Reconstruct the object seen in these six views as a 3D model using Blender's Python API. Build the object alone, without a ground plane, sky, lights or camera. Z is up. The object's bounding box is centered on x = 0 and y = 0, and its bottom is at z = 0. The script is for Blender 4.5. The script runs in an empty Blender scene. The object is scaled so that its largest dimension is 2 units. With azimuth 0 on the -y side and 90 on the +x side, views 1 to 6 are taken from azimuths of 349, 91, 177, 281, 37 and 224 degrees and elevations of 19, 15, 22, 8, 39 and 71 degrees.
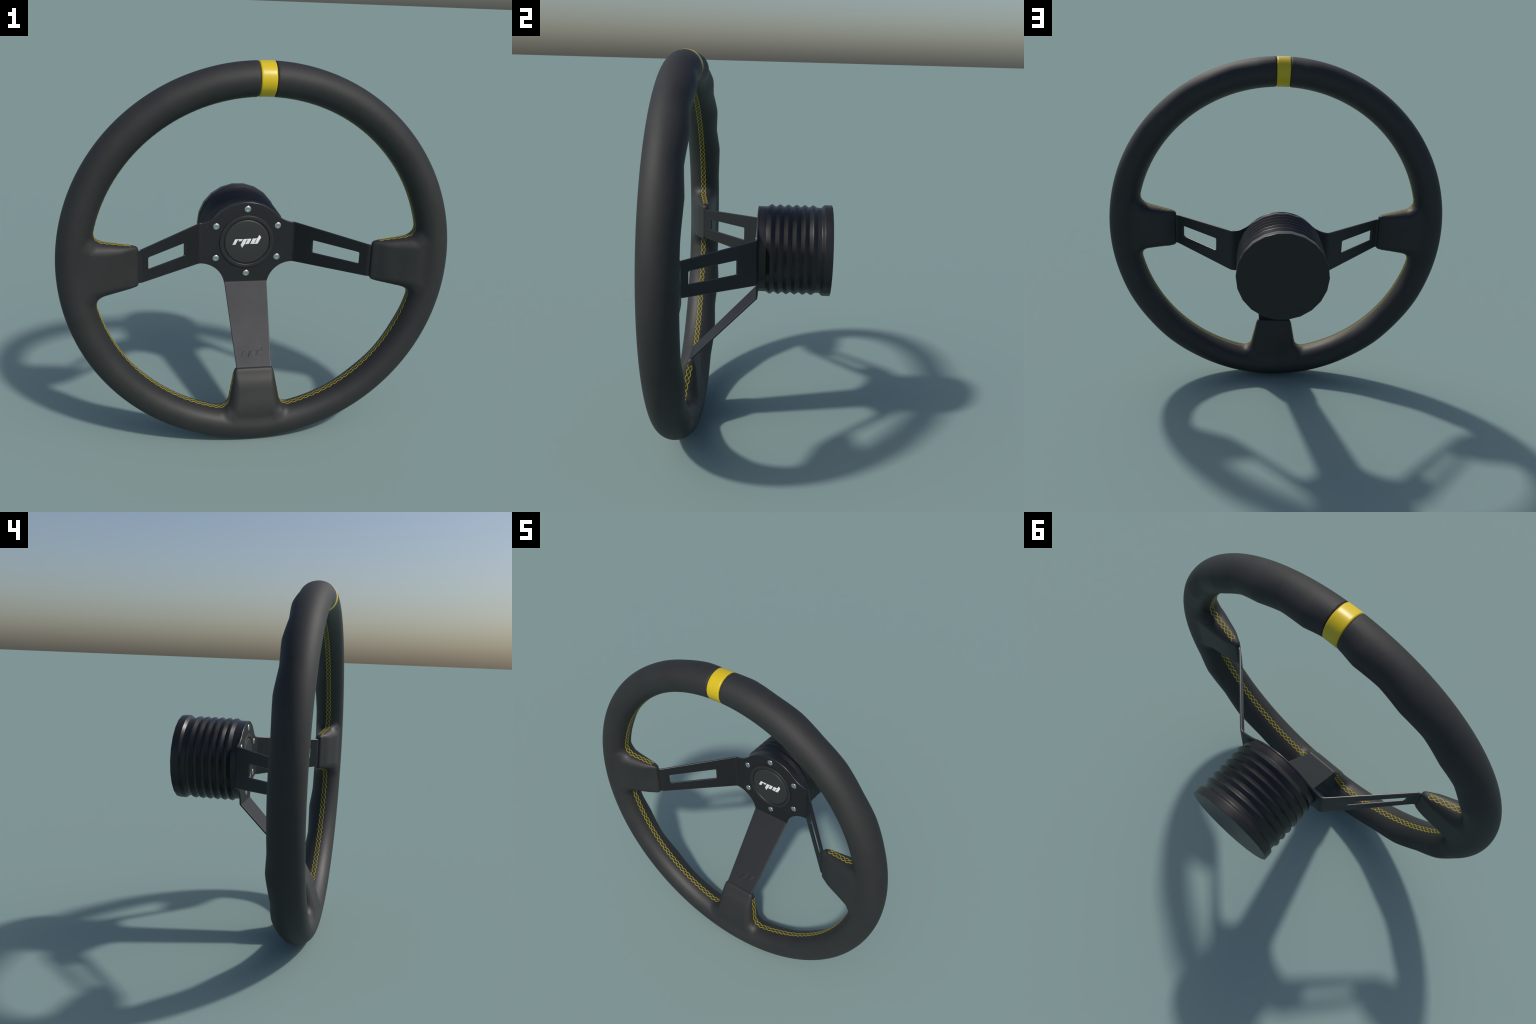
"""Three-spoke leather sports steering wheel standing on its rim, built part by part.

Frame: x right, z up, the driver's side faces -y.  The rim lies in a plane y = RIM_Y,
the spokes bend back to a flat hub plate, and a ribbed hub boss runs on to +y.
"""
import bpy, bmesh, math
import numpy as np
from mathutils import Vector

# ------------------------------------------------------------------ main dimensions
RIM_Z, RIM_Y = 1.0, -0.334            # centre of the rim
RIM_R, RIM_A = 0.9175, 0.0825         # centre radius, radial half thickness of the grip
RIM_FRONT = 0.091                     # half depth towards the driver
RIM_BACK, WAVE = 0.0928, 0.0056       # half depth at the back and height of the finger waves
HUB_Z = 0.994                         # axis of hub, button and boss
PLATE_Y, PLATE_T = 0.040, 0.0100      # front face and thickness of the sheet metal

col = bpy.context.scene.collection


# ------------------------------------------------------------------ materials
def material(name, base, rough, metallic=0.0, spec=0.5, coat=0.0, grain=None, mottle=0.0, tint=(1, 1, 1)):
    m = bpy.data.materials.new(name)
    m.use_nodes = True
    nt = m.node_tree
    p = nt.nodes["Principled BSDF"]
    p.inputs["Base Color"].default_value = (*base, 1)
    p.inputs["Roughness"].default_value = rough
    p.inputs["Metallic"].default_value = metallic
    p.inputs["Specular IOR Level"].default_value = spec
    p.inputs["Specular Tint"].default_value = (*tint, 1)
    p.inputs["Coat Weight"].default_value = coat
    p.inputs["Coat Roughness"].default_value = 0.25
    tc = nt.nodes.new("ShaderNodeTexCoord")
    if mottle:
        n = nt.nodes.new("ShaderNodeTexNoise")
        n.inputs["Scale"].default_value = 9.0
        n.inputs["Detail"].default_value = 5.0
        nt.links.new(tc.outputs["Object"], n.inputs["Vector"])
        r = nt.nodes.new("ShaderNodeValToRGB")
        r.color_ramp.elements[0].position, r.color_ramp.elements[1].position = 0.3, 0.7
        lo, hi = [c * (1 - mottle) for c in base], [c * (1 + mottle) for c in base]
        r.color_ramp.elements[0].color, r.color_ramp.elements[1].color = (*lo, 1), (*hi, 1)
        nt.links.new(n.outputs["Fac"], r.inputs["Fac"])
        nt.links.new(r.outputs["Color"], p.inputs["Base Color"])
        mr = nt.nodes.new("ShaderNodeMapRange")
        mr.inputs["To Min"].default_value, mr.inputs["To Max"].default_value = rough - 0.05, rough + 0.05
        nt.links.new(n.outputs["Fac"], mr.inputs["Value"])
        nt.links.new(mr.outputs["Result"], p.inputs["Roughness"])
    if grain:
        kind, scale, strength, dist = grain
        if kind == "leather":
            v = nt.nodes.new("ShaderNodeTexVoronoi")
            v.feature = "SMOOTH_F1"
            v.inputs["Scale"].default_value = scale
            n = nt.nodes.new("ShaderNodeTexNoise")
            n.inputs["Scale"].default_value = scale * 0.35
            n.inputs["Detail"].default_value = 4.0
            nt.links.new(tc.outputs["Object"], v.inputs["Vector"])
            nt.links.new(tc.outputs["Object"], n.inputs["Vector"])
            a = nt.nodes.new("ShaderNodeMath")
            a.operation = "ADD"
            nt.links.new(v.outputs["Distance"], a.inputs[0])
            nt.links.new(n.outputs["Fac"], a.inputs[1])
            h = a.outputs["Value"]
        else:
            n = nt.nodes.new("ShaderNodeTexNoise")
            n.inputs["Scale"].default_value = scale
            n.inputs["Detail"].default_value = 3.0
            nt.links.new(tc.outputs["Object"], n.inputs["Vector"])
            h = n.outputs["Fac"]
        b = nt.nodes.new("ShaderNodeBump")
        b.inputs["Strength"].default_value = strength
        b.inputs["Distance"].default_value = dist
        nt.links.new(h, b.inputs["Height"])
        nt.links.new(b.outputs["Normal"], p.inputs["Normal"])
    return m


M_LEATHER = material("black_leather", (0.0210, 0.0215, 0.0215), 0.575, spec=0.46,
                     grain=("leather", 260.0, 0.13, 0.0014), mottle=0.10)
# roughness graded by radius to weaken sun highlights outside and strengthen them inside
_nt = M_LEATHER.node_tree
_tc = _nt.nodes.new("ShaderNodeTexCoord")
_sx = _nt.nodes.new("ShaderNodeVectorMath")
_sx.operation = "SUBTRACT"
_sx.inputs[1].default_value = (0, 0, RIM_Z)
_fl = _nt.nodes.new("ShaderNodeVectorMath")
_fl.operation = "MULTIPLY"
_fl.inputs[1].default_value = (1, 0, 1)
_ln = _nt.nodes.new("ShaderNodeVectorMath")
_ln.operation = "LENGTH"
_mr = _nt.nodes.new("ShaderNodeMapRange")
_mr.inputs["From Min"].default_value, _mr.inputs["From Max"].default_value = 0.87, 0.965
_mr.inputs["To Min"].default_value, _mr.inputs["To Max"].default_value = 0.53, 0.65
_nt.links.new(_tc.outputs["Object"], _sx.inputs[0])
_nt.links.new(_sx.outputs["Vector"], _fl.inputs[0])
_nt.links.new(_fl.outputs["Vector"], _ln.inputs[0])
_nt.links.new(_ln.outputs["Value"], _mr.inputs["Value"])
_nt.links.new(_mr.outputs["Result"], _nt.nodes["Principled BSDF"].inputs["Roughness"])
M_THREAD = material("yellow_thread", (0.37, 0.305, 0.020), 0.6, spec=0.3, grain=("fine", 500.0, 0.3, 0.001))
M_YELLOW = material("yellow_marker", (0.63, 0.465, 0.009), 0.37, spec=0.5, grain=("fine", 60.0, 0.05, 0.002))
M_PLATE = material("black_anodised_metal", (0.0095, 0.0100, 0.0110), 0.55, spec=0.5,
                   grain=("fine", 420.0, 0.04, 0.0008), mottle=0.06, tint=(0.90, 0.94, 1.0))
M_EDGE = material("glint_gloss_edge", (0.014, 0.014, 0.015), 0.28, spec=0.8)  # plate black made lighter and glossier so rounded edges show bright sun glints
M_BOSS = material("black_boss_plastic", (0.013, 0.013, 0.0135), 0.36, spec=0.45, mottle=0.08)
M_BUTTON = material("satin_button_plastic", (0.026, 0.0285, 0.0285), 0.46, spec=0.5, grain=("fine", 300.0, 0.05, 0.0008))
M_RING = material("button_ring_plastic", (0.018, 0.019, 0.019), 0.42, spec=0.5)
M_STEEL = material("bright_steel", (0.62, 0.64, 0.64), 0.22, metallic=1.0)
M_WHITE = material("white_print", (0.86, 0.88, 0.87), 0.5)


# ------------------------------------------------------------------ helpers
def add(name, mesh, mat, parent=None, smooth=None):
    o = bpy.data.objects.new(name, mesh)
    col.objects.link(o)
    if not mesh.materials:
        mesh.materials.append(mat)
    if parent:
        o.parent = parent
    if smooth == "all":
        mesh.polygons.foreach_set("use_smooth", [True] * len(mesh.polygons))
    elif smooth is not None:
        mesh.polygons.foreach_set("use_smooth", [True] * len(mesh.polygons))
        mesh.set_sharp_from_angle(angle=math.radians(smooth))
    return o


def mesh_from(name, v, f):
    me = bpy.data.meshes.new(name)
    me.from_pydata([tuple(map(float, p)) for p in v], [], f)
    me.validate()
    me.update()
    return me


def weighted_normals(o):
    mod = o.modifiers.new("weighted", "WEIGHTED_NORMAL")
    mod.keep_sharp = True
    mod.weight = 80


def lathe(name, profile, segs, centre, phase=0.0):
    """Revolve (radius, y) pairs about an axis parallel to y through centre (x, z)."""
    v, f, rings = [], [], []
    for r, y in profile:
        if r < 1e-6:
            rings.append([len(v)])
            v.append((centre[0], y, centre[1]))
        else:
            rings.append(list(range(len(v), len(v) + segs)))
            for k in range(segs):
                a = phase + 2 * math.pi * k / segs
                v.append((centre[0] + r * math.cos(a), y, centre[1] + r * math.sin(a)))
    for A, B in zip(rings, rings[1:]):
        for k in range(segs):
            a0, a1 = A[k % len(A)], A[(k + 1) % len(A)]
            b0, b1 = B[k % len(B)], B[(k + 1) % len(B)]
            q = [a0, b0, b1, a1]
            f.append([i for n, i in enumerate(q) if i not in q[:n]])
    me = mesh_from(name, v, f)
    bm = bmesh.new()
    bm.from_mesh(me)
    bmesh.ops.recalc_face_normals(bm, faces=bm.faces)
    bm.to_mesh(me)
    bm.free()
    return me


def arc(cx, cy, r, a0, a1, n):
    return [(cx + r * math.cos(math.radians(a0 + (a1 - a0) * i / n)),
             cy + r * math.sin(math.radians(a0 + (a1 - a0) * i / n))) for i in range(n + 1)]


def flat_sheet(name, outlines, half_depth, bevel, bevel_res=2):
    """Fill closed 2D outlines (holes allowed) to a solid sheet in the xy plane."""
    cu = bpy.data.curves.new(name + "_curve", "CURVE")
    cu.dimensions, cu.fill_mode = "2D", "BOTH"
    for pts in outlines:
        s = cu.splines.new("POLY")
        s.points.add(len(pts) - 1)
        for p, q in zip(s.points, pts):
            p.co = (q[0], q[1], 0, 1)
        s.use_cyclic_u = True
    cu.bevel_depth, cu.bevel_resolution = bevel, bevel_res
    cu.extrude = half_depth - bevel
    cu.offset = -bevel
    o = bpy.data.objects.new(name + "_tmp", cu)
    col.objects.link(o)
    dg = bpy.context.evaluated_depsgraph_get()
    me = bpy.data.meshes.new_from_object(o.evaluated_get(dg))
    bpy.data.objects.remove(o)
    bpy.data.curves.remove(cu)
    bm = bmesh.new()
    bm.from_mesh(me)
    bmesh.ops.remove_doubles(bm, verts=bm.verts, dist=2e-5)
    bmesh.ops.recalc_face_normals(bm, faces=bm.faces)
    bpy.data.meshes.remove(me)
    return bm


# ------------------------------------------------------------------ leather rim as one smooth body
# Angle from the top (degrees) of crests (+1) and hollows (-1) of the finger grip on the back.
_keys = [(0, -2.2), (2.6, -2.2), (8.5, 0.6), (17, -1), (25.5, 1), (35, -1), (44.7, 1), (54.5, -1), (63.5, 1), (75, -0.7), (90, -0.8),
         (108.7, -1), (116.5, 1), (128.5, -1), (139, 1), (151, -0.8), (166, 0.1), (180, 0.1)]
_ang = np.linspace(0, 180, 721)
_wave = np.zeros_like(_ang)
for (a0, v0), (a1, v1) in zip(_keys, _keys[1:]):
    m = (_ang >= a0) & (_ang <= a1)
    t = (_ang[m] - a0) / (a1 - a0)
    e = 0.75 * t + 0.25 * (0.5 - 0.5 * np.cos(np.pi * t))
    _wave[m] = v0 + (v1 - v0) * e

# Sleeve that wraps the end of a spoke, as a function of the distance s from the wheel centre.
SL_S = [0.603, 0.612, 0.630, 0.666, 0.733, 0.796, 0.850, 0.930]
SL_HALF = [0.0965, 0.1035, 0.1090, 0.1160, 0.1290, 0.1410, 0.150, 0.164]
SL_FRONT = [-0.3125, -0.318, -0.328, -0.350, -0.376, -0.397, -0.407, -0.404]
SL_BACK = [-0.2880, -0.2855, -0.2800, -0.2720, -0.2655, -0.2620, -0.2600, -0.2620]


def smooth_curve(xs, ys):
    """Dense table of a smooth curve through the given points."""
    xs, ys = np.array(xs), np.array(ys)
    m = np.gradient(ys, xs)
    t = np.linspace(xs[0], xs[-1], 800)
    k = np.clip(np.searchsorted(xs, t, side="right") - 1, 0, len(xs) - 2)
    h = xs[k + 1] - xs[k]
    u = (t - xs[k]) / h
    v = ((2 * u ** 3 - 3 * u ** 2 + 1) * ys[k] + (u ** 3 - 2 * u ** 2 + u) * h * m[k]
         + (3 * u ** 2 - 2 * u ** 3) * ys[k + 1] + (u ** 3 - u ** 2) * h * m[k + 1])
    w = np.hanning(61)
    pad = np.concatenate([2 * v[0] - v[30:0:-1], v, 2 * v[-1] - v[-2:-32:-1]])
    return t, np.convolve(pad, w / w.sum(), "valid")


TAB_HALF, TAB_FRONT, TAB_BACK = smooth_curve(SL_S, SL_HALF), smooth_curve(SL_S, SL_FRONT), smooth_curve(SL_S, SL_BACK)
SLEEVE_DZ = -0.008                     # the two side sleeves sit a little below the rim centre


def sleeve_sdf(s, w, y):
    sc = np.clip(s, SL_S[0], SL_S[-1])
    hw = np.interp(sc, *TAB_HALF)
    fr, bk = np.interp(sc, *TAB_FRONT), np.interp(sc, *TAB_BACK)
    ht, mid = (bk - fr) / 2, (bk + fr) / 2
    rho = np.minimum(np.interp(ht, [0.013, 0.020, 0.045], [0.55, 0.72, 0.86]) * ht, 0.054)
    q0 = np.abs(w) - hw + rho
    q1 = np.abs(y - mid) - ht + rho
    q2 = np.maximum(SL_S[0] - s, s - 0.925) + rho
    out = np.sqrt(np.maximum(q0, 0) ** 2 + np.maximum(q1, 0) ** 2 + np.maximum(q2, 0) ** 2)
    d = out + np.minimum(np.maximum(np.maximum(q0, q1), q2), 0) - rho
    side = np.clip((np.abs(w) / hw - 0.60) / 0.40, 0, 1)
    near = np.clip((0.885 - s) / 0.07, 0, 1)               # no swelling where sleeve and grip run together
    k = 0.016 + 0.045 * side * near * near * (3 - 2 * near)
    return d, k


def band_half(r):
    return 0.0375 + (r - 0.835) * 0.0155


def torus_sdf(x, y, z):
    r = np.sqrt(x * x + z * z)
    th = np.degrees(np.arctan2(np.abs(x), z))
    b = np.where(y < RIM_Y, RIM_FRONT, RIM_BACK + WAVE * np.interp(th, _ang, _wave))
    u, v = (r - RIM_R), (y - RIM_Y)
    k0 = np.sqrt((u / RIM_A) ** 2 + (v / b) ** 2)
    k1 = np.sqrt((u / RIM_A ** 2) ** 2 + (v / b ** 2) ** 2) + 1e-9
    return k0 * (k0 - 1) / k1, r


def smin(a, b, k):
    h = np.maximum(k - np.abs(a - b), 0) / k
    return np.minimum(a, b) - h * h * k * 0.25


def rim_sdf(x, y, z, cut=True):
    """z is measured from the rim centre."""
    d, r = torus_sdf(x, y, z)
    for s, w in ((x, z - SLEEVE_DZ), (-x, z - SLEEVE_DZ), (-z, x)):
        e, k = sleeve_sdf(s, w, y)
        d = smin(d, e, k)
    if cut:                                      # open a slot for the yellow marker band
        c = np.where(z > 0, band_half(r) - np.abs(x), -1.0)
        d = -smin(-d, -c, 0.006)
    return d


def gradient(x, y, z, cut=True, e=4e-4):
    g = np.stack([rim_sdf(x + e, y, z, cut) - rim_sdf(x - e, y, z, cut),
                  rim_sdf(x, y + e, z, cut) - rim_sdf(x, y - e, z, cut),
                  rim_sdf(x, y, z + e, cut) - rim_sdf(x, y, z - e, cut)], -1) / (2 * e)
    return g


def project(P, steps=4, cut=True):
    for _ in range(steps):
        d = rim_sdf(P[:, 0], P[:, 1], P[:, 2], cut)
        g = gradient(P[:, 0], P[:, 1], P[:, 2], cut)
        n2 = np.maximum((g * g).sum(1), 0.05)
        P = P - np.clip(d / n2, -0.004, 0.004)[:, None] * g
    return P


def surface_net(h=0.0068):
    """Quad mesh of the zero surface of rim_sdf (one vertex per crossed cell)."""
    xs = np.arange(-1.03, 1.03 + h, h) + 0.0013
    ys = np.arange(-0.45, -0.21, h)
    zs = np.arange(-1.03, 1.03 + h, h) + 0.0017
    X, Y, Z = np.meshgrid(xs, ys, zs, indexing="ij")
    F = rim_sdf(X, Y, Z)
    inside = F < 0
    nx, ny, nz = F.shape
    S = [(i, j, k) for i in (0, 1) for j in (0, 1) for k in (0, 1)]
    cs = lambda A, o: A[o[0]:nx - 1 + o[0], o[1]:ny - 1 + o[1], o[2]:nz - 1 + o[2]]
    cnt = sum(cs(inside, o).astype(np.int8) for o in S)
    act = (cnt > 0) & (cnt < 8)
    idx = np.full(act.shape, -1, np.int64)
    idx[act] = np.arange(act.sum())
    acc, num = np.zeros((act.sum(), 3)), np.zeros(act.sum())
    for a in S:
        for ax in range(3):
            if a[ax]:
                continue
            b = list(a)
            b[ax] = 1
            fa, fb = cs(F, a)[act], cs(F, b)[act]
            c = (fa < 0) != (fb < 0)
            t = np.where(c, fa / np.where(c, fa - fb, 1), 0)
            p = np.tile(np.array(a, float), (len(t), 1))
            p[:, ax] = t
            acc[c] += p[c]
            num[c] += 1
    ii = np.argwhere(act)
    P = (ii + acc / num[:, None]) * h + np.array([xs[0], ys[0], zs[0]])
    faces = []
    for ax in range(3):
        sl0 = [slice(1, -1)] * 3
        sl1 = [slice(1, -1)] * 3
        sl0[ax], sl1[ax] = slice(0, -1), slice(1, None)
        A, B = inside[tuple(sl0)], inside[tuple(sl1)]
        for sign in (0, 1):
            e = np.argwhere((A & ~B) if sign == 0 else (~A & B))
            for c in range(3):
                if c != ax:
                    e[:, c] += 1
            u, v = (ax + 1) % 3, (ax + 2) % 3
            quad = []
            for du, dv in ((-1, -1), (0, -1), (0, 0), (-1, 0)):
                q = e.copy()
                q[:, u] += du
                q[:, v] += dv
                quad.append(idx[q[:, 0], q[:, 1], q[:, 2]])
            q = np.stack(quad, 1)
            faces.append(q if sign == 0 else q[:, ::-1])
    return P, np.vstack(faces)


P, Q = surface_net()
P = project(P, 5)
P[:, 2] += RIM_Z
rim_me = mesh_from("leather_rim", P, Q.tolist())

root = bpy.data.objects.new("steering_wheel", None)
col.objects.link(root)
root.empty_display_size = 0.3
root["label"] = "black leather three-spoke sports steering wheel with yellow marker"
root["category"] = "steering wheel"

rim = add("leather_rim", rim_me, M_LEATHER, root, "all")

# ------------------------------------------------------------------ yellow marker band at the top of the rim
v, f = [], []
NT, NP = 24, 64
ts = [-1, -0.985, -0.95, -0.9] + [-0.8 + 1.6 * i / (NT - 9) for i in range(NT - 8)] + [0.9, 0.95, 0.985, 1]
for t in ts:
    drop = 0.0006 - 0.0065 * max(0.0, (abs(t) - 0.86) / 0.14) ** 2.2
    for k in range(NP):
        ph = 2 * math.pi * k / NP
        r = RIM_R + (RIM_A + drop) * math.cos(ph)
        b = RIM_FRONT if math.sin(ph) < 0 else RIM_BACK + WAVE * _wave[0]
        x = t * (band_half(r) - 0.0006)
        v.append((x, RIM_Y + (b + drop) * math.sin(ph), RIM_Z + math.sqrt(r * r - x * x)))
for i in range(len(ts) - 1):
    for k in range(NP):
        k1 = (k + 1) % NP
        f.append((i * NP + k, i * NP + k1, (i + 1) * NP + k1, (i + 1) * NP + k))
add("marker_band", mesh_from("marker_band", v, f), M_YELLOW, rim, "all")


# ------------------------------------------------------------------ stitched seam along the inside of the grip
SEAM_R, SEAM_Y = [0.600, 0.650, 0.790, 0.840], [-0.3005, -0.302, -0.330, -0.334]


def seam_y(x, z):
    return np.interp(math.hypot(x, z), SEAM_R, SEAM_Y)


def trace_seam(start, direction, stop, step=0.002):
    """Follow the seam line over the surface from start until stop(x, z)."""
    x, z = start
    pts, last = [], np.array(direction, float)
    for _ in range(3000):
        for _ in range(4):
            y = seam_y(x, z)
            d = float(rim_sdf(np.array([x]), np.array([y]), np.array([z]), False)[0])
            e = 5e-4
            gx = (rim_sdf(np.array([x + e]), np.array([seam_y(x + e, z)]), np.array([z]), False)[0] - d) / e
            gz = (rim_sdf(np.array([x]), np.array([seam_y(x, z + e)]), np.array([z + e]), False)[0] - d) / e
            n2 = max(gx * gx + gz * gz, 0.05)
            x, z = x - d * gx / n2, z - d * gz / n2
        pts.append((x, seam_y(x, z), z))
        if stop(x, z):
            break
        t = np.array([-gz, gx]) / math.sqrt(n2)
        if t @ last < 0:
            t = -t
        last = t
        x, z = x + t[0] * step, z + t[1] * step
    return np.array(pts)


def strand_tube(path, rad, sides=6):
    """Round thread swept along a dense path."""
    T = np.gradient(path, axis=0)
    T /= np.linalg.norm(T, axis=1)[:, None]
    g = gradient(path[:, 0], path[:, 1], path[:, 2], False)
    N = g - (g * T).sum(1)[:, None] * T
    N /= np.linalg.norm(N, axis=1)[:, None] + 1e-9
    B = np.cross(T, N)
    a = 2 * np.pi * np.arange(sides) / sides
    ring = (path[:, None] + rad * (np.cos(a)[None, :, None] * N[:, None] + np.sin(a)[None, :, None] * B[:, None]))
    n = len(path)
    V = ring.reshape(-1, 3)
    F = [(i * sides + k, (i + 1) * sides + k, (i + 1) * sides + (k + 1) % sides, i * sides + (k + 1) % sides)
         for i in range(n - 1) for k in range(sides)]
    F.append(tuple(range(sides)))
    F.append(tuple(range((n - 1) * sides, n * sides))[::-1])
    return V, F


def stitching(path, pitch, d=0.0044, rad=0.0026):
    """Chain of two staggered rows of oval loops that share a zigzag along the seam line."""
    seg = np.linalg.norm(np.diff(path, axis=0), axis=1)
    L = np.concatenate([[0], np.cumsum(seg)])
    n = int(L[-1] / 0.0025)
    s = np.linspace(0, L[-1], n)
    C = np.stack([np.interp(s, L, path[:, i]) for i in range(3)], -1)
    T = np.gradient(C, axis=0)
    T /= np.linalg.norm(T, axis=1)[:, None]
    N = gradient(C[:, 0], C[:, 1], C[:, 2], False)
    N /= np.linalg.norm(N, axis=1)[:, None]
    B = np.cross(T, N)
    pitch = L[-1] / max(1, round(L[-1] / pitch))
    V, F = [], []
    t = np.pi * s / pitch
    rows = (-d - 2 * d * np.abs(np.sin(t)) ** 0.75,      # scallops on the driver's side
            -d * np.cos(2 * t) * (1.15 - 0.15 * np.abs(np.cos(2 * t))),   # zigzag shared by both rows
            d + 2 * d * np.abs(np.cos(t)) ** 0.75)       # scallops at the back, half a stitch later
    for row, w in enumerate(rows):
        Pt = project(C + B * w[:, None], 3, False)
        G = gradient(Pt[:, 0], Pt[:, 1], Pt[:, 2], False)
        G /= np.linalg.norm(G, axis=1)[:, None]
        lift = np.full(n, -0.0014 - (0.0006 if row == 1 else 0.0))
        v, f = strand_tube(Pt + G * lift[:, None], rad)
        base = sum(len(q) for q in V)
        V.append(v)
        F += [tuple(i + base for i in q) for q in f]
    V = np.vstack(V)
    V[:, 2] += RIM_Z
    return V, F


tip = lambda x, z: math.hypot(x, z) < 0.648
for mirror in (1, -1):
    up = trace_seam((mirror * 0.045, 0.834), (mirror, 0), tip)
    low = trace_seam((mirror * 0.130, -0.770), (0, 1), tip)[::-1]     # from the bottom sleeve tip ...
    low2 = trace_seam((mirror * 0.130, -0.770), (0, -1), tip)         # ... round to the side sleeve tip
    for path, pitch in ((up, 0.0305), (np.vstack([low, low2[1:]]), 0.0350)):
        V, F = stitching(path, pitch)
        o = add("seam_stitching", mesh_from("seam_stitching", V, F), M_THREAD, rim, "all")
        o["kind"] = "stuff"

# ------------------------------------------------------------------ spoke plate: one folded sheet, cut into hub plate and spokes
SIDE_IN, SIDE_OUT = 0.265, 0.592              # x of the two fold lines of a side spoke
SIDE_DROP = 0.340                             # how far the spoke comes forward between the folds
LOW_IN, LOW_OUT, LOW_DROP = 0.237, 0.598, 0.345
side_len, low_len = math.hypot(SIDE_OUT - SIDE_IN, SIDE_DROP), math.hypot(LOW_OUT - LOW_IN, LOW_DROP)
U2, V2 = SIDE_IN + side_len, LOW_IN + low_len
SIDE_PHI, LOW_PHI = math.atan2(SIDE_DROP, SIDE_OUT - SIDE_IN), math.atan2(LOW_DROP, LOW_OUT - LOW_IN)
R_HUB = 0.2255
right = []
right += [p for p in arc(0, 0, R_HUB, 90, 44.0, 18)]                       # crown of the hub plate
fc = (0.275, 0.266)
right += arc(fc[0], fc[1], 0.157, 180 + 44.0, 263, 12)[1:]                 # hollow shoulder
right += [(U2, 0.0815), (U2 + 0.075, 0.078), (U2 + 0.075, -0.091), (U2, -0.0935)]
right += arc(0.262, -0.2635, 0.1415, 88, 170, 18)                          # hollow between side and lower spoke
right += [(0.1205, -0.2520), (0.0945, -V2), (0.0915, -V2 - 0.06)]
outline = right + [(-x, y) for x, y in right[::-1] if abs(x) > 1e-6]


def slot(sign):
    ux = lambda x: SIDE_IN + (x - SIDE_IN) * side_len / (SIDE_OUT - SIDE_IN)
    a, b = ux(0.3535), ux(0.5540)
    ring = [(a, 1.0240 - HUB_Z), (b, 1.0210 - HUB_Z), (b, 0.9585 - HUB_Z), (a, 0.9525 - HUB_Z)]
    out, r = [], 0.008
    for i, p in enumerate(ring):                                          # rounded corners
        p0, p1, p2 = Vector(ring[i - 1]), Vector(p), Vector(ring[(i + 1) % 4])
        d0, d1 = (p0 - p1).normalized(), (p2 - p1).normalized()
        for k in range(6):
            t = k / 5
            out.append(tuple(p1 + d0 * r * (1 - t) ** 2 + d1 * r * t ** 2))
    return [(sign * x, y) for x, y in out]


sheet = flat_sheet("spoke_plate", [outline, slot(1), slot(-1)], PLATE_T / 2, 0.0034, 3)
FOLD = 0.011
fold_u = [SIDE_IN + FOLD * t for t in (-1, -0.5, 0, 0.5, 1)] + [U2 + FOLD * t for t in (-1, -0.5, 0, 0.5, 1)]
fold_v = [LOW_IN + FOLD * 0.5 * t for t in (-1, 0, 1)] + [V2 + FOLD * t for t in (-1, 0, 1)]
CUT_U, CUT_V = SIDE_IN - 0.013, LOW_IN - 0.012


def bisect(bm, co, no):
    bmesh.ops.bisect_plane(bm, geom=bm.verts[:] + bm.edges[:] + bm.faces[:], dist=1e-6, plane_co=co, plane_no=no)


for u in fold_u + [CUT_U]:
    for s in (1, -1):
        bisect(sheet, (s * u, 0, 0), (1, 0, 0))
for w in fold_v + [CUT_V]:
    bisect(sheet, (0, -w, 0), (0, 1, 0))


def fold_path(bends, end):
    """Arc length -> (distance, forward shift, slope) along a strip with the given (position, angle) bends."""
    s = np.linspace(0, end, 6000)
    phi = np.zeros_like(s)
    for at, ang, half in bends:
        phi += ang * np.clip((s - at + half) / (2 * half), 0, 1)
    ds = s[1] - s[0]
    mx = np.concatenate([[0], np.cumsum((np.cos(phi[:-1]) + np.cos(phi[1:])) / 2 * ds)])
    my = np.concatenate([[0], np.cumsum((np.sin(phi[:-1]) + np.sin(phi[1:])) / 2 * ds)])
    return lambda q: (np.interp(q, s, mx), np.interp(q, s, my), np.interp(q, s, phi))


side_path = fold_path([(SIDE_IN, SIDE_PHI, FOLD), (U2, -SIDE_PHI, FOLD)], 0.9)
low_path = fold_path([(LOW_IN, LOW_PHI, FOLD * 0.5), (V2, -LOW_PHI, FOLD)], 0.9)
MID_Y = PLATE_Y + PLATE_T / 2


def fold(co):
    u, v, w = co                                # w: thickness, + towards the back
    if -v > CUT_V - 1e-5 and abs(u) < 0.2:
        d, yf, phi = low_path(-v)
        return Vector((u, MID_Y - yf + w * math.cos(phi), HUB_Z - (d + w * math.sin(phi))))
    d, yf, phi = side_path(abs(u))
    return Vector((math.copysign(d + w * math.sin(phi), u), MID_Y - yf + w * math.cos(phi), HUB_Z + v))


def region(co):
    if -co.y > CUT_V and abs(co.x) < 0.2:
        return "low"
    return "right" if co.x > CUT_U else "left" if co.x < -CUT_U else "hub"


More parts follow.
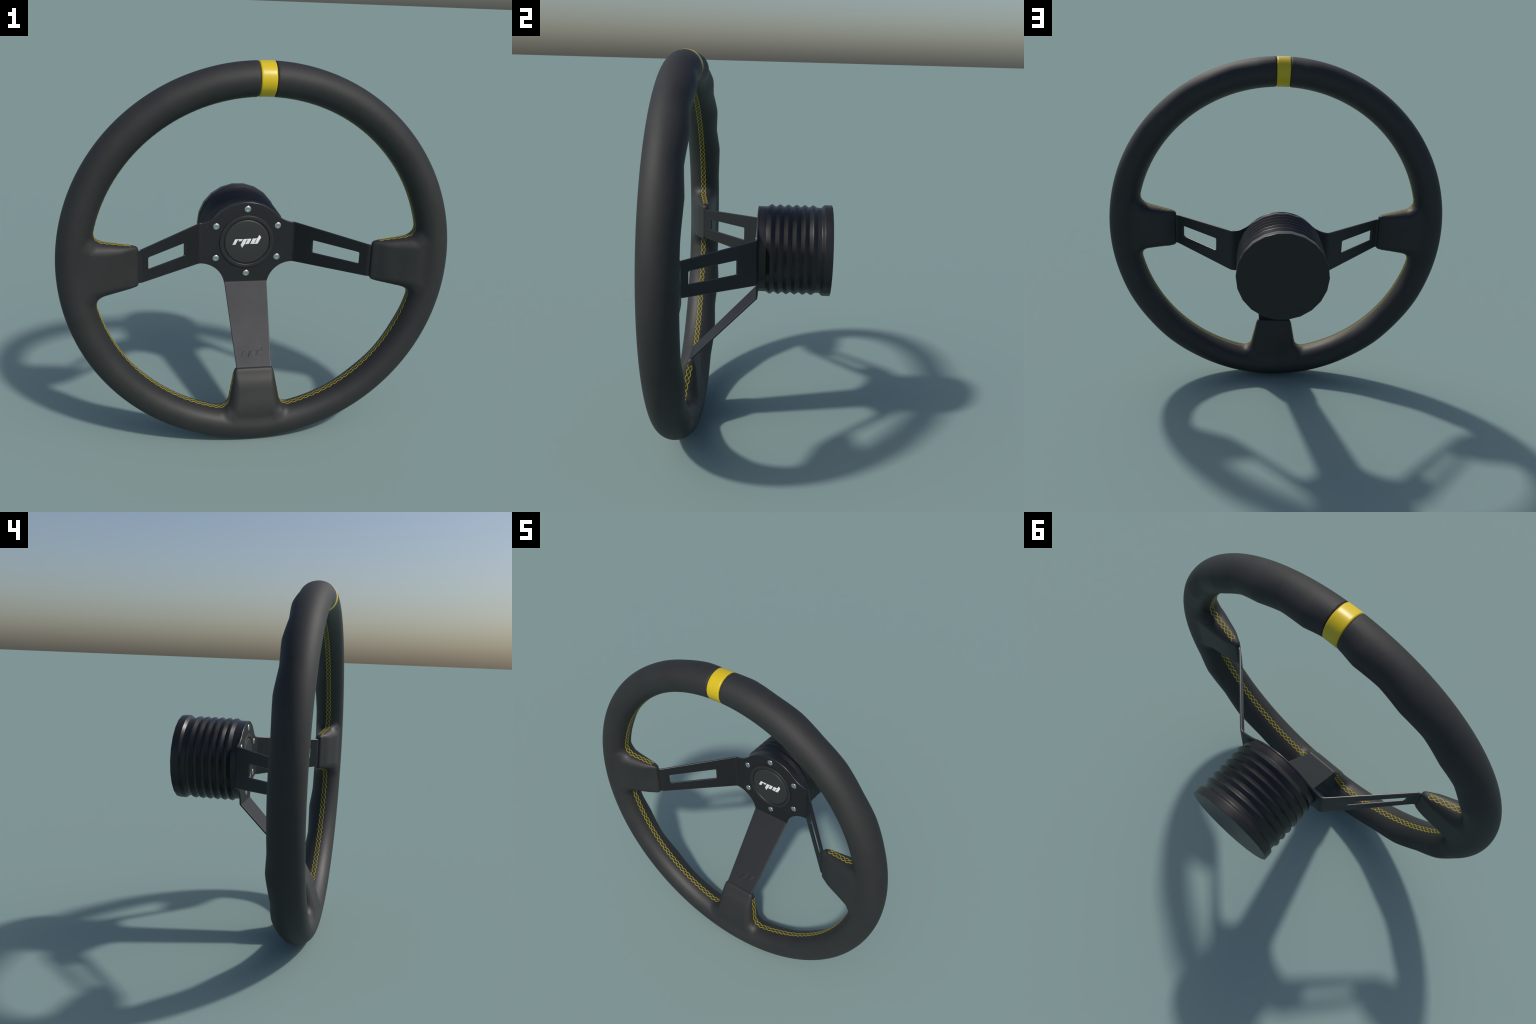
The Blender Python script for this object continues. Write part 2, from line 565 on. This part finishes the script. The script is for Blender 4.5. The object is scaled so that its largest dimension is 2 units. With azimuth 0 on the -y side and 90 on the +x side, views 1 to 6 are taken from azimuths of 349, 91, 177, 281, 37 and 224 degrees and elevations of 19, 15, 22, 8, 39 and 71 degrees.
edge_layer_src = sheet.faces.layers.int.new("bevel")
for fc_ in sheet.faces:                       # the narrow rounded edges of the sheet
    fc_[edge_layer_src] = int(0.05 < abs(fc_.normal.z) < 0.995)
where = [region(fc_.calc_center_median()) for fc_ in sheet.faces]
pieces = {}
for kind in ("hub", "right", "left", "low"):
    bm = sheet.copy()
    bm.faces.ensure_lookup_table()
    edge_layer = bm.faces.layers.int["bevel"]
    kill = [fc_ for fc_, k in zip(bm.faces, where) if k != kind]
    bmesh.ops.delete(bm, geom=kill, context="FACES")
    for vt in bm.verts:
        vt.co = fold(vt.co)
    bmesh.ops.recalc_face_normals(bm, faces=bm.faces)
    # the sheet is open where it was parted: orient it by its driver-side faces
    front = max(bm.faces, key=lambda q: q.calc_area())
    flip = (front.normal.y > 0) == (front.calc_center_median().y < MID_Y - 0.0005) if kind == "hub" else None
    if flip:
        bmesh.ops.reverse_faces(bm, faces=bm.faces)
    me = bpy.data.meshes.new("hub_plate" if kind == "hub" else "spoke")
    for fc_ in bm.faces:
        fc_.material_index = 1 if fc_[edge_layer] else 0
    bm.to_mesh(me)
    bm.free()
    pieces[kind] = me
sheet.free()

for me in pieces.values():
    me.materials.append(M_PLATE)
    me.materials.append(M_EDGE)
hub_plate = add("hub_plate", pieces["hub"], M_PLATE, root, 50)
weighted_normals(hub_plate)
spokes = {}
for kind in ("right", "left", "low"):
    spokes[kind] = add("spoke", pieces[kind], M_PLATE, root, 50)
    weighted_normals(spokes[kind])

# ------------------------------------------------------------------ lettering: one slanted wordmark, used twice
R_ = [(-0.0818, -0.0141), (-0.0666, 0.0173), (-0.0245, 0.0179), (-0.0310, 0.0058), (-0.0478, 0.0051),
      (-0.0450, 0.0135), (-0.0490, 0.0140), (-0.0525, 0.0112), (-0.0647, -0.0139)]
P_ = [(-0.0357, -0.0159), (-0.0192, 0.0178), (0.0225, 0.0191), (0.0241, 0.0178), (0.0108, -0.0092), (0.0075, -0.0107),
      (-0.0120, -0.0112), (-0.0150, -0.0130), (-0.0266, -0.0329)]
P_hole = [(-0.0012, 0.0148), (0.0038, 0.0150), (-0.0072, -0.0090), (-0.0115, -0.0088)]
D_ = [(0.0178, -0.0109), (0.0322, 0.0200), (0.0570, 0.0207), (0.0687, 0.0404), (0.0786, 0.0262), (0.0610, -0.0086), (0.0575, -0.0108)]
D_hole = [(0.0505, 0.0158), (0.0550, 0.0162), (0.0440, -0.0075), (0.0395, -0.0072)]


def lettering(name, place, half, bevel):
    bm = flat_sheet(name, [R_, P_, P_hole, D_, D_hole], half, bevel, 1)
    for vt in bm.verts:
        vt.co = place(vt.co)
    bmesh.ops.recalc_face_normals(bm, faces=bm.faces)
    me = bpy.data.meshes.new(name)
    bm.to_mesh(me)
    bm.free()
    return me


# horn button with its ring
ring_me = lathe("button_ring", [(0.1520, PLATE_Y + 0.001), (0.1515, 0.0350), (0.1505, 0.0338), (0.1490, 0.0333), (0.1335, 0.0333),
                                (0.1315, 0.0338), (0.1300, 0.0355), (0.1285, 0.0395), (0.1200, 0.0398)], 128, (0, HUB_Z))
button = add("horn_button", lathe("horn_button", [(0.1262, 0.0398), (0.1258, 0.0375), (0.1245, 0.0358), (0.1220, 0.0343),
                                                  (0.1190, 0.0336), (0.1150, 0.0332), (0.0600, 0.0330), (0.0, 0.0329)],
                                  128, (0, HUB_Z)), M_BUTTON, root, 40)
add("button_ring", ring_me, M_RING, button, 40)
add("logo_lettering", lettering("logo_lettering", lambda c: Vector((c.x, 0.0331 + c.z, HUB_Z + c.y)), 0.0009, 0.0002),
    M_WHITE, button, 30)


def on_low_spoke(c):
    s = 0.80
    base = V2 - 0.076                              # arc length down the spoke of the word's centre line
    d, yf, phi = low_path(base - (c.y - 0.003) * s * 1.08)
    w = -PLATE_T / 2 + 0.00062 + c.z
    return Vector((c.x * s, MID_Y - yf + w * math.cos(phi), HUB_Z - (d + w * math.sin(phi))))


add("embossed_lettering", lettering("embossed_lettering", on_low_spoke, 0.0009, 0.0006), M_PLATE, spokes["low"], 30)

# ------------------------------------------------------------------ six round-head bolts with a socket
bolt_profile = [(0.0194, PLATE_Y + 0.001), (0.0194, 0.0392), (0.0191, 0.0383), (0.0183, 0.0373), (0.0165, 0.0363), (0.0140, 0.0355),
                (0.0110, 0.0349), (0.0085, 0.0346), (0.0075, 0.0348), (0.0060, 0.0354), (0.0035, 0.0357), (0.0, 0.0358)]
bolt_me = lathe("bolt", [(r, y - PLATE_Y) for r, y in bolt_profile], 32, (0, 0))
for x, z in ((0.0, 0.1870), (0.1722, 0.0905), (0.1722, -0.0925), (0.0, -0.1855), (-0.1722, -0.0925), (-0.1722, 0.0905)):
    o = add("bolt", bolt_me, M_STEEL, hub_plate, "all")
    o.location = (x, PLATE_Y, HUB_Z + z)

# ------------------------------------------------------------------ ribbed hub boss behind the plate
R_LOW, R_RIB, R_END = 0.2250, 0.2380, 0.2400
prof = [(0.0, PLATE_Y + PLATE_T + 0.0002), (R_LOW - 0.001, PLATE_Y + PLATE_T + 0.0002), (R_LOW, 0.0510), (R_LOW, 0.0540), (R_LOW, 0.0870), (R_LOW + 0.0007, 0.0905)]
for i in range(6):
    y = 0.1110 + 0.0431 * i
    prof += [(R_RIB - 0.0014, y - 0.0030), (R_RIB - 0.0003, y), (R_RIB - 0.0014, y + 0.0030),
             (R_LOW + 0.0009, y + 0.0196), (R_LOW + 0.0002, y + 0.02155), (R_LOW + 0.0009, y + 0.0236 if i < 5 else y + 0.0240)]
prof += [(R_LOW, 0.3670), (R_LOW + 0.0012, 0.3708), (R_END - 0.0012, 0.3830), (R_END, 0.3862), (R_END, 0.4235), (R_END - 0.0012, 0.4255), (0.0, 0.4256)]
boss = add("hub_boss", lathe("hub_boss", prof, 22, (0, HUB_Z)), M_BOSS, root, 50)
weighted_normals(boss)
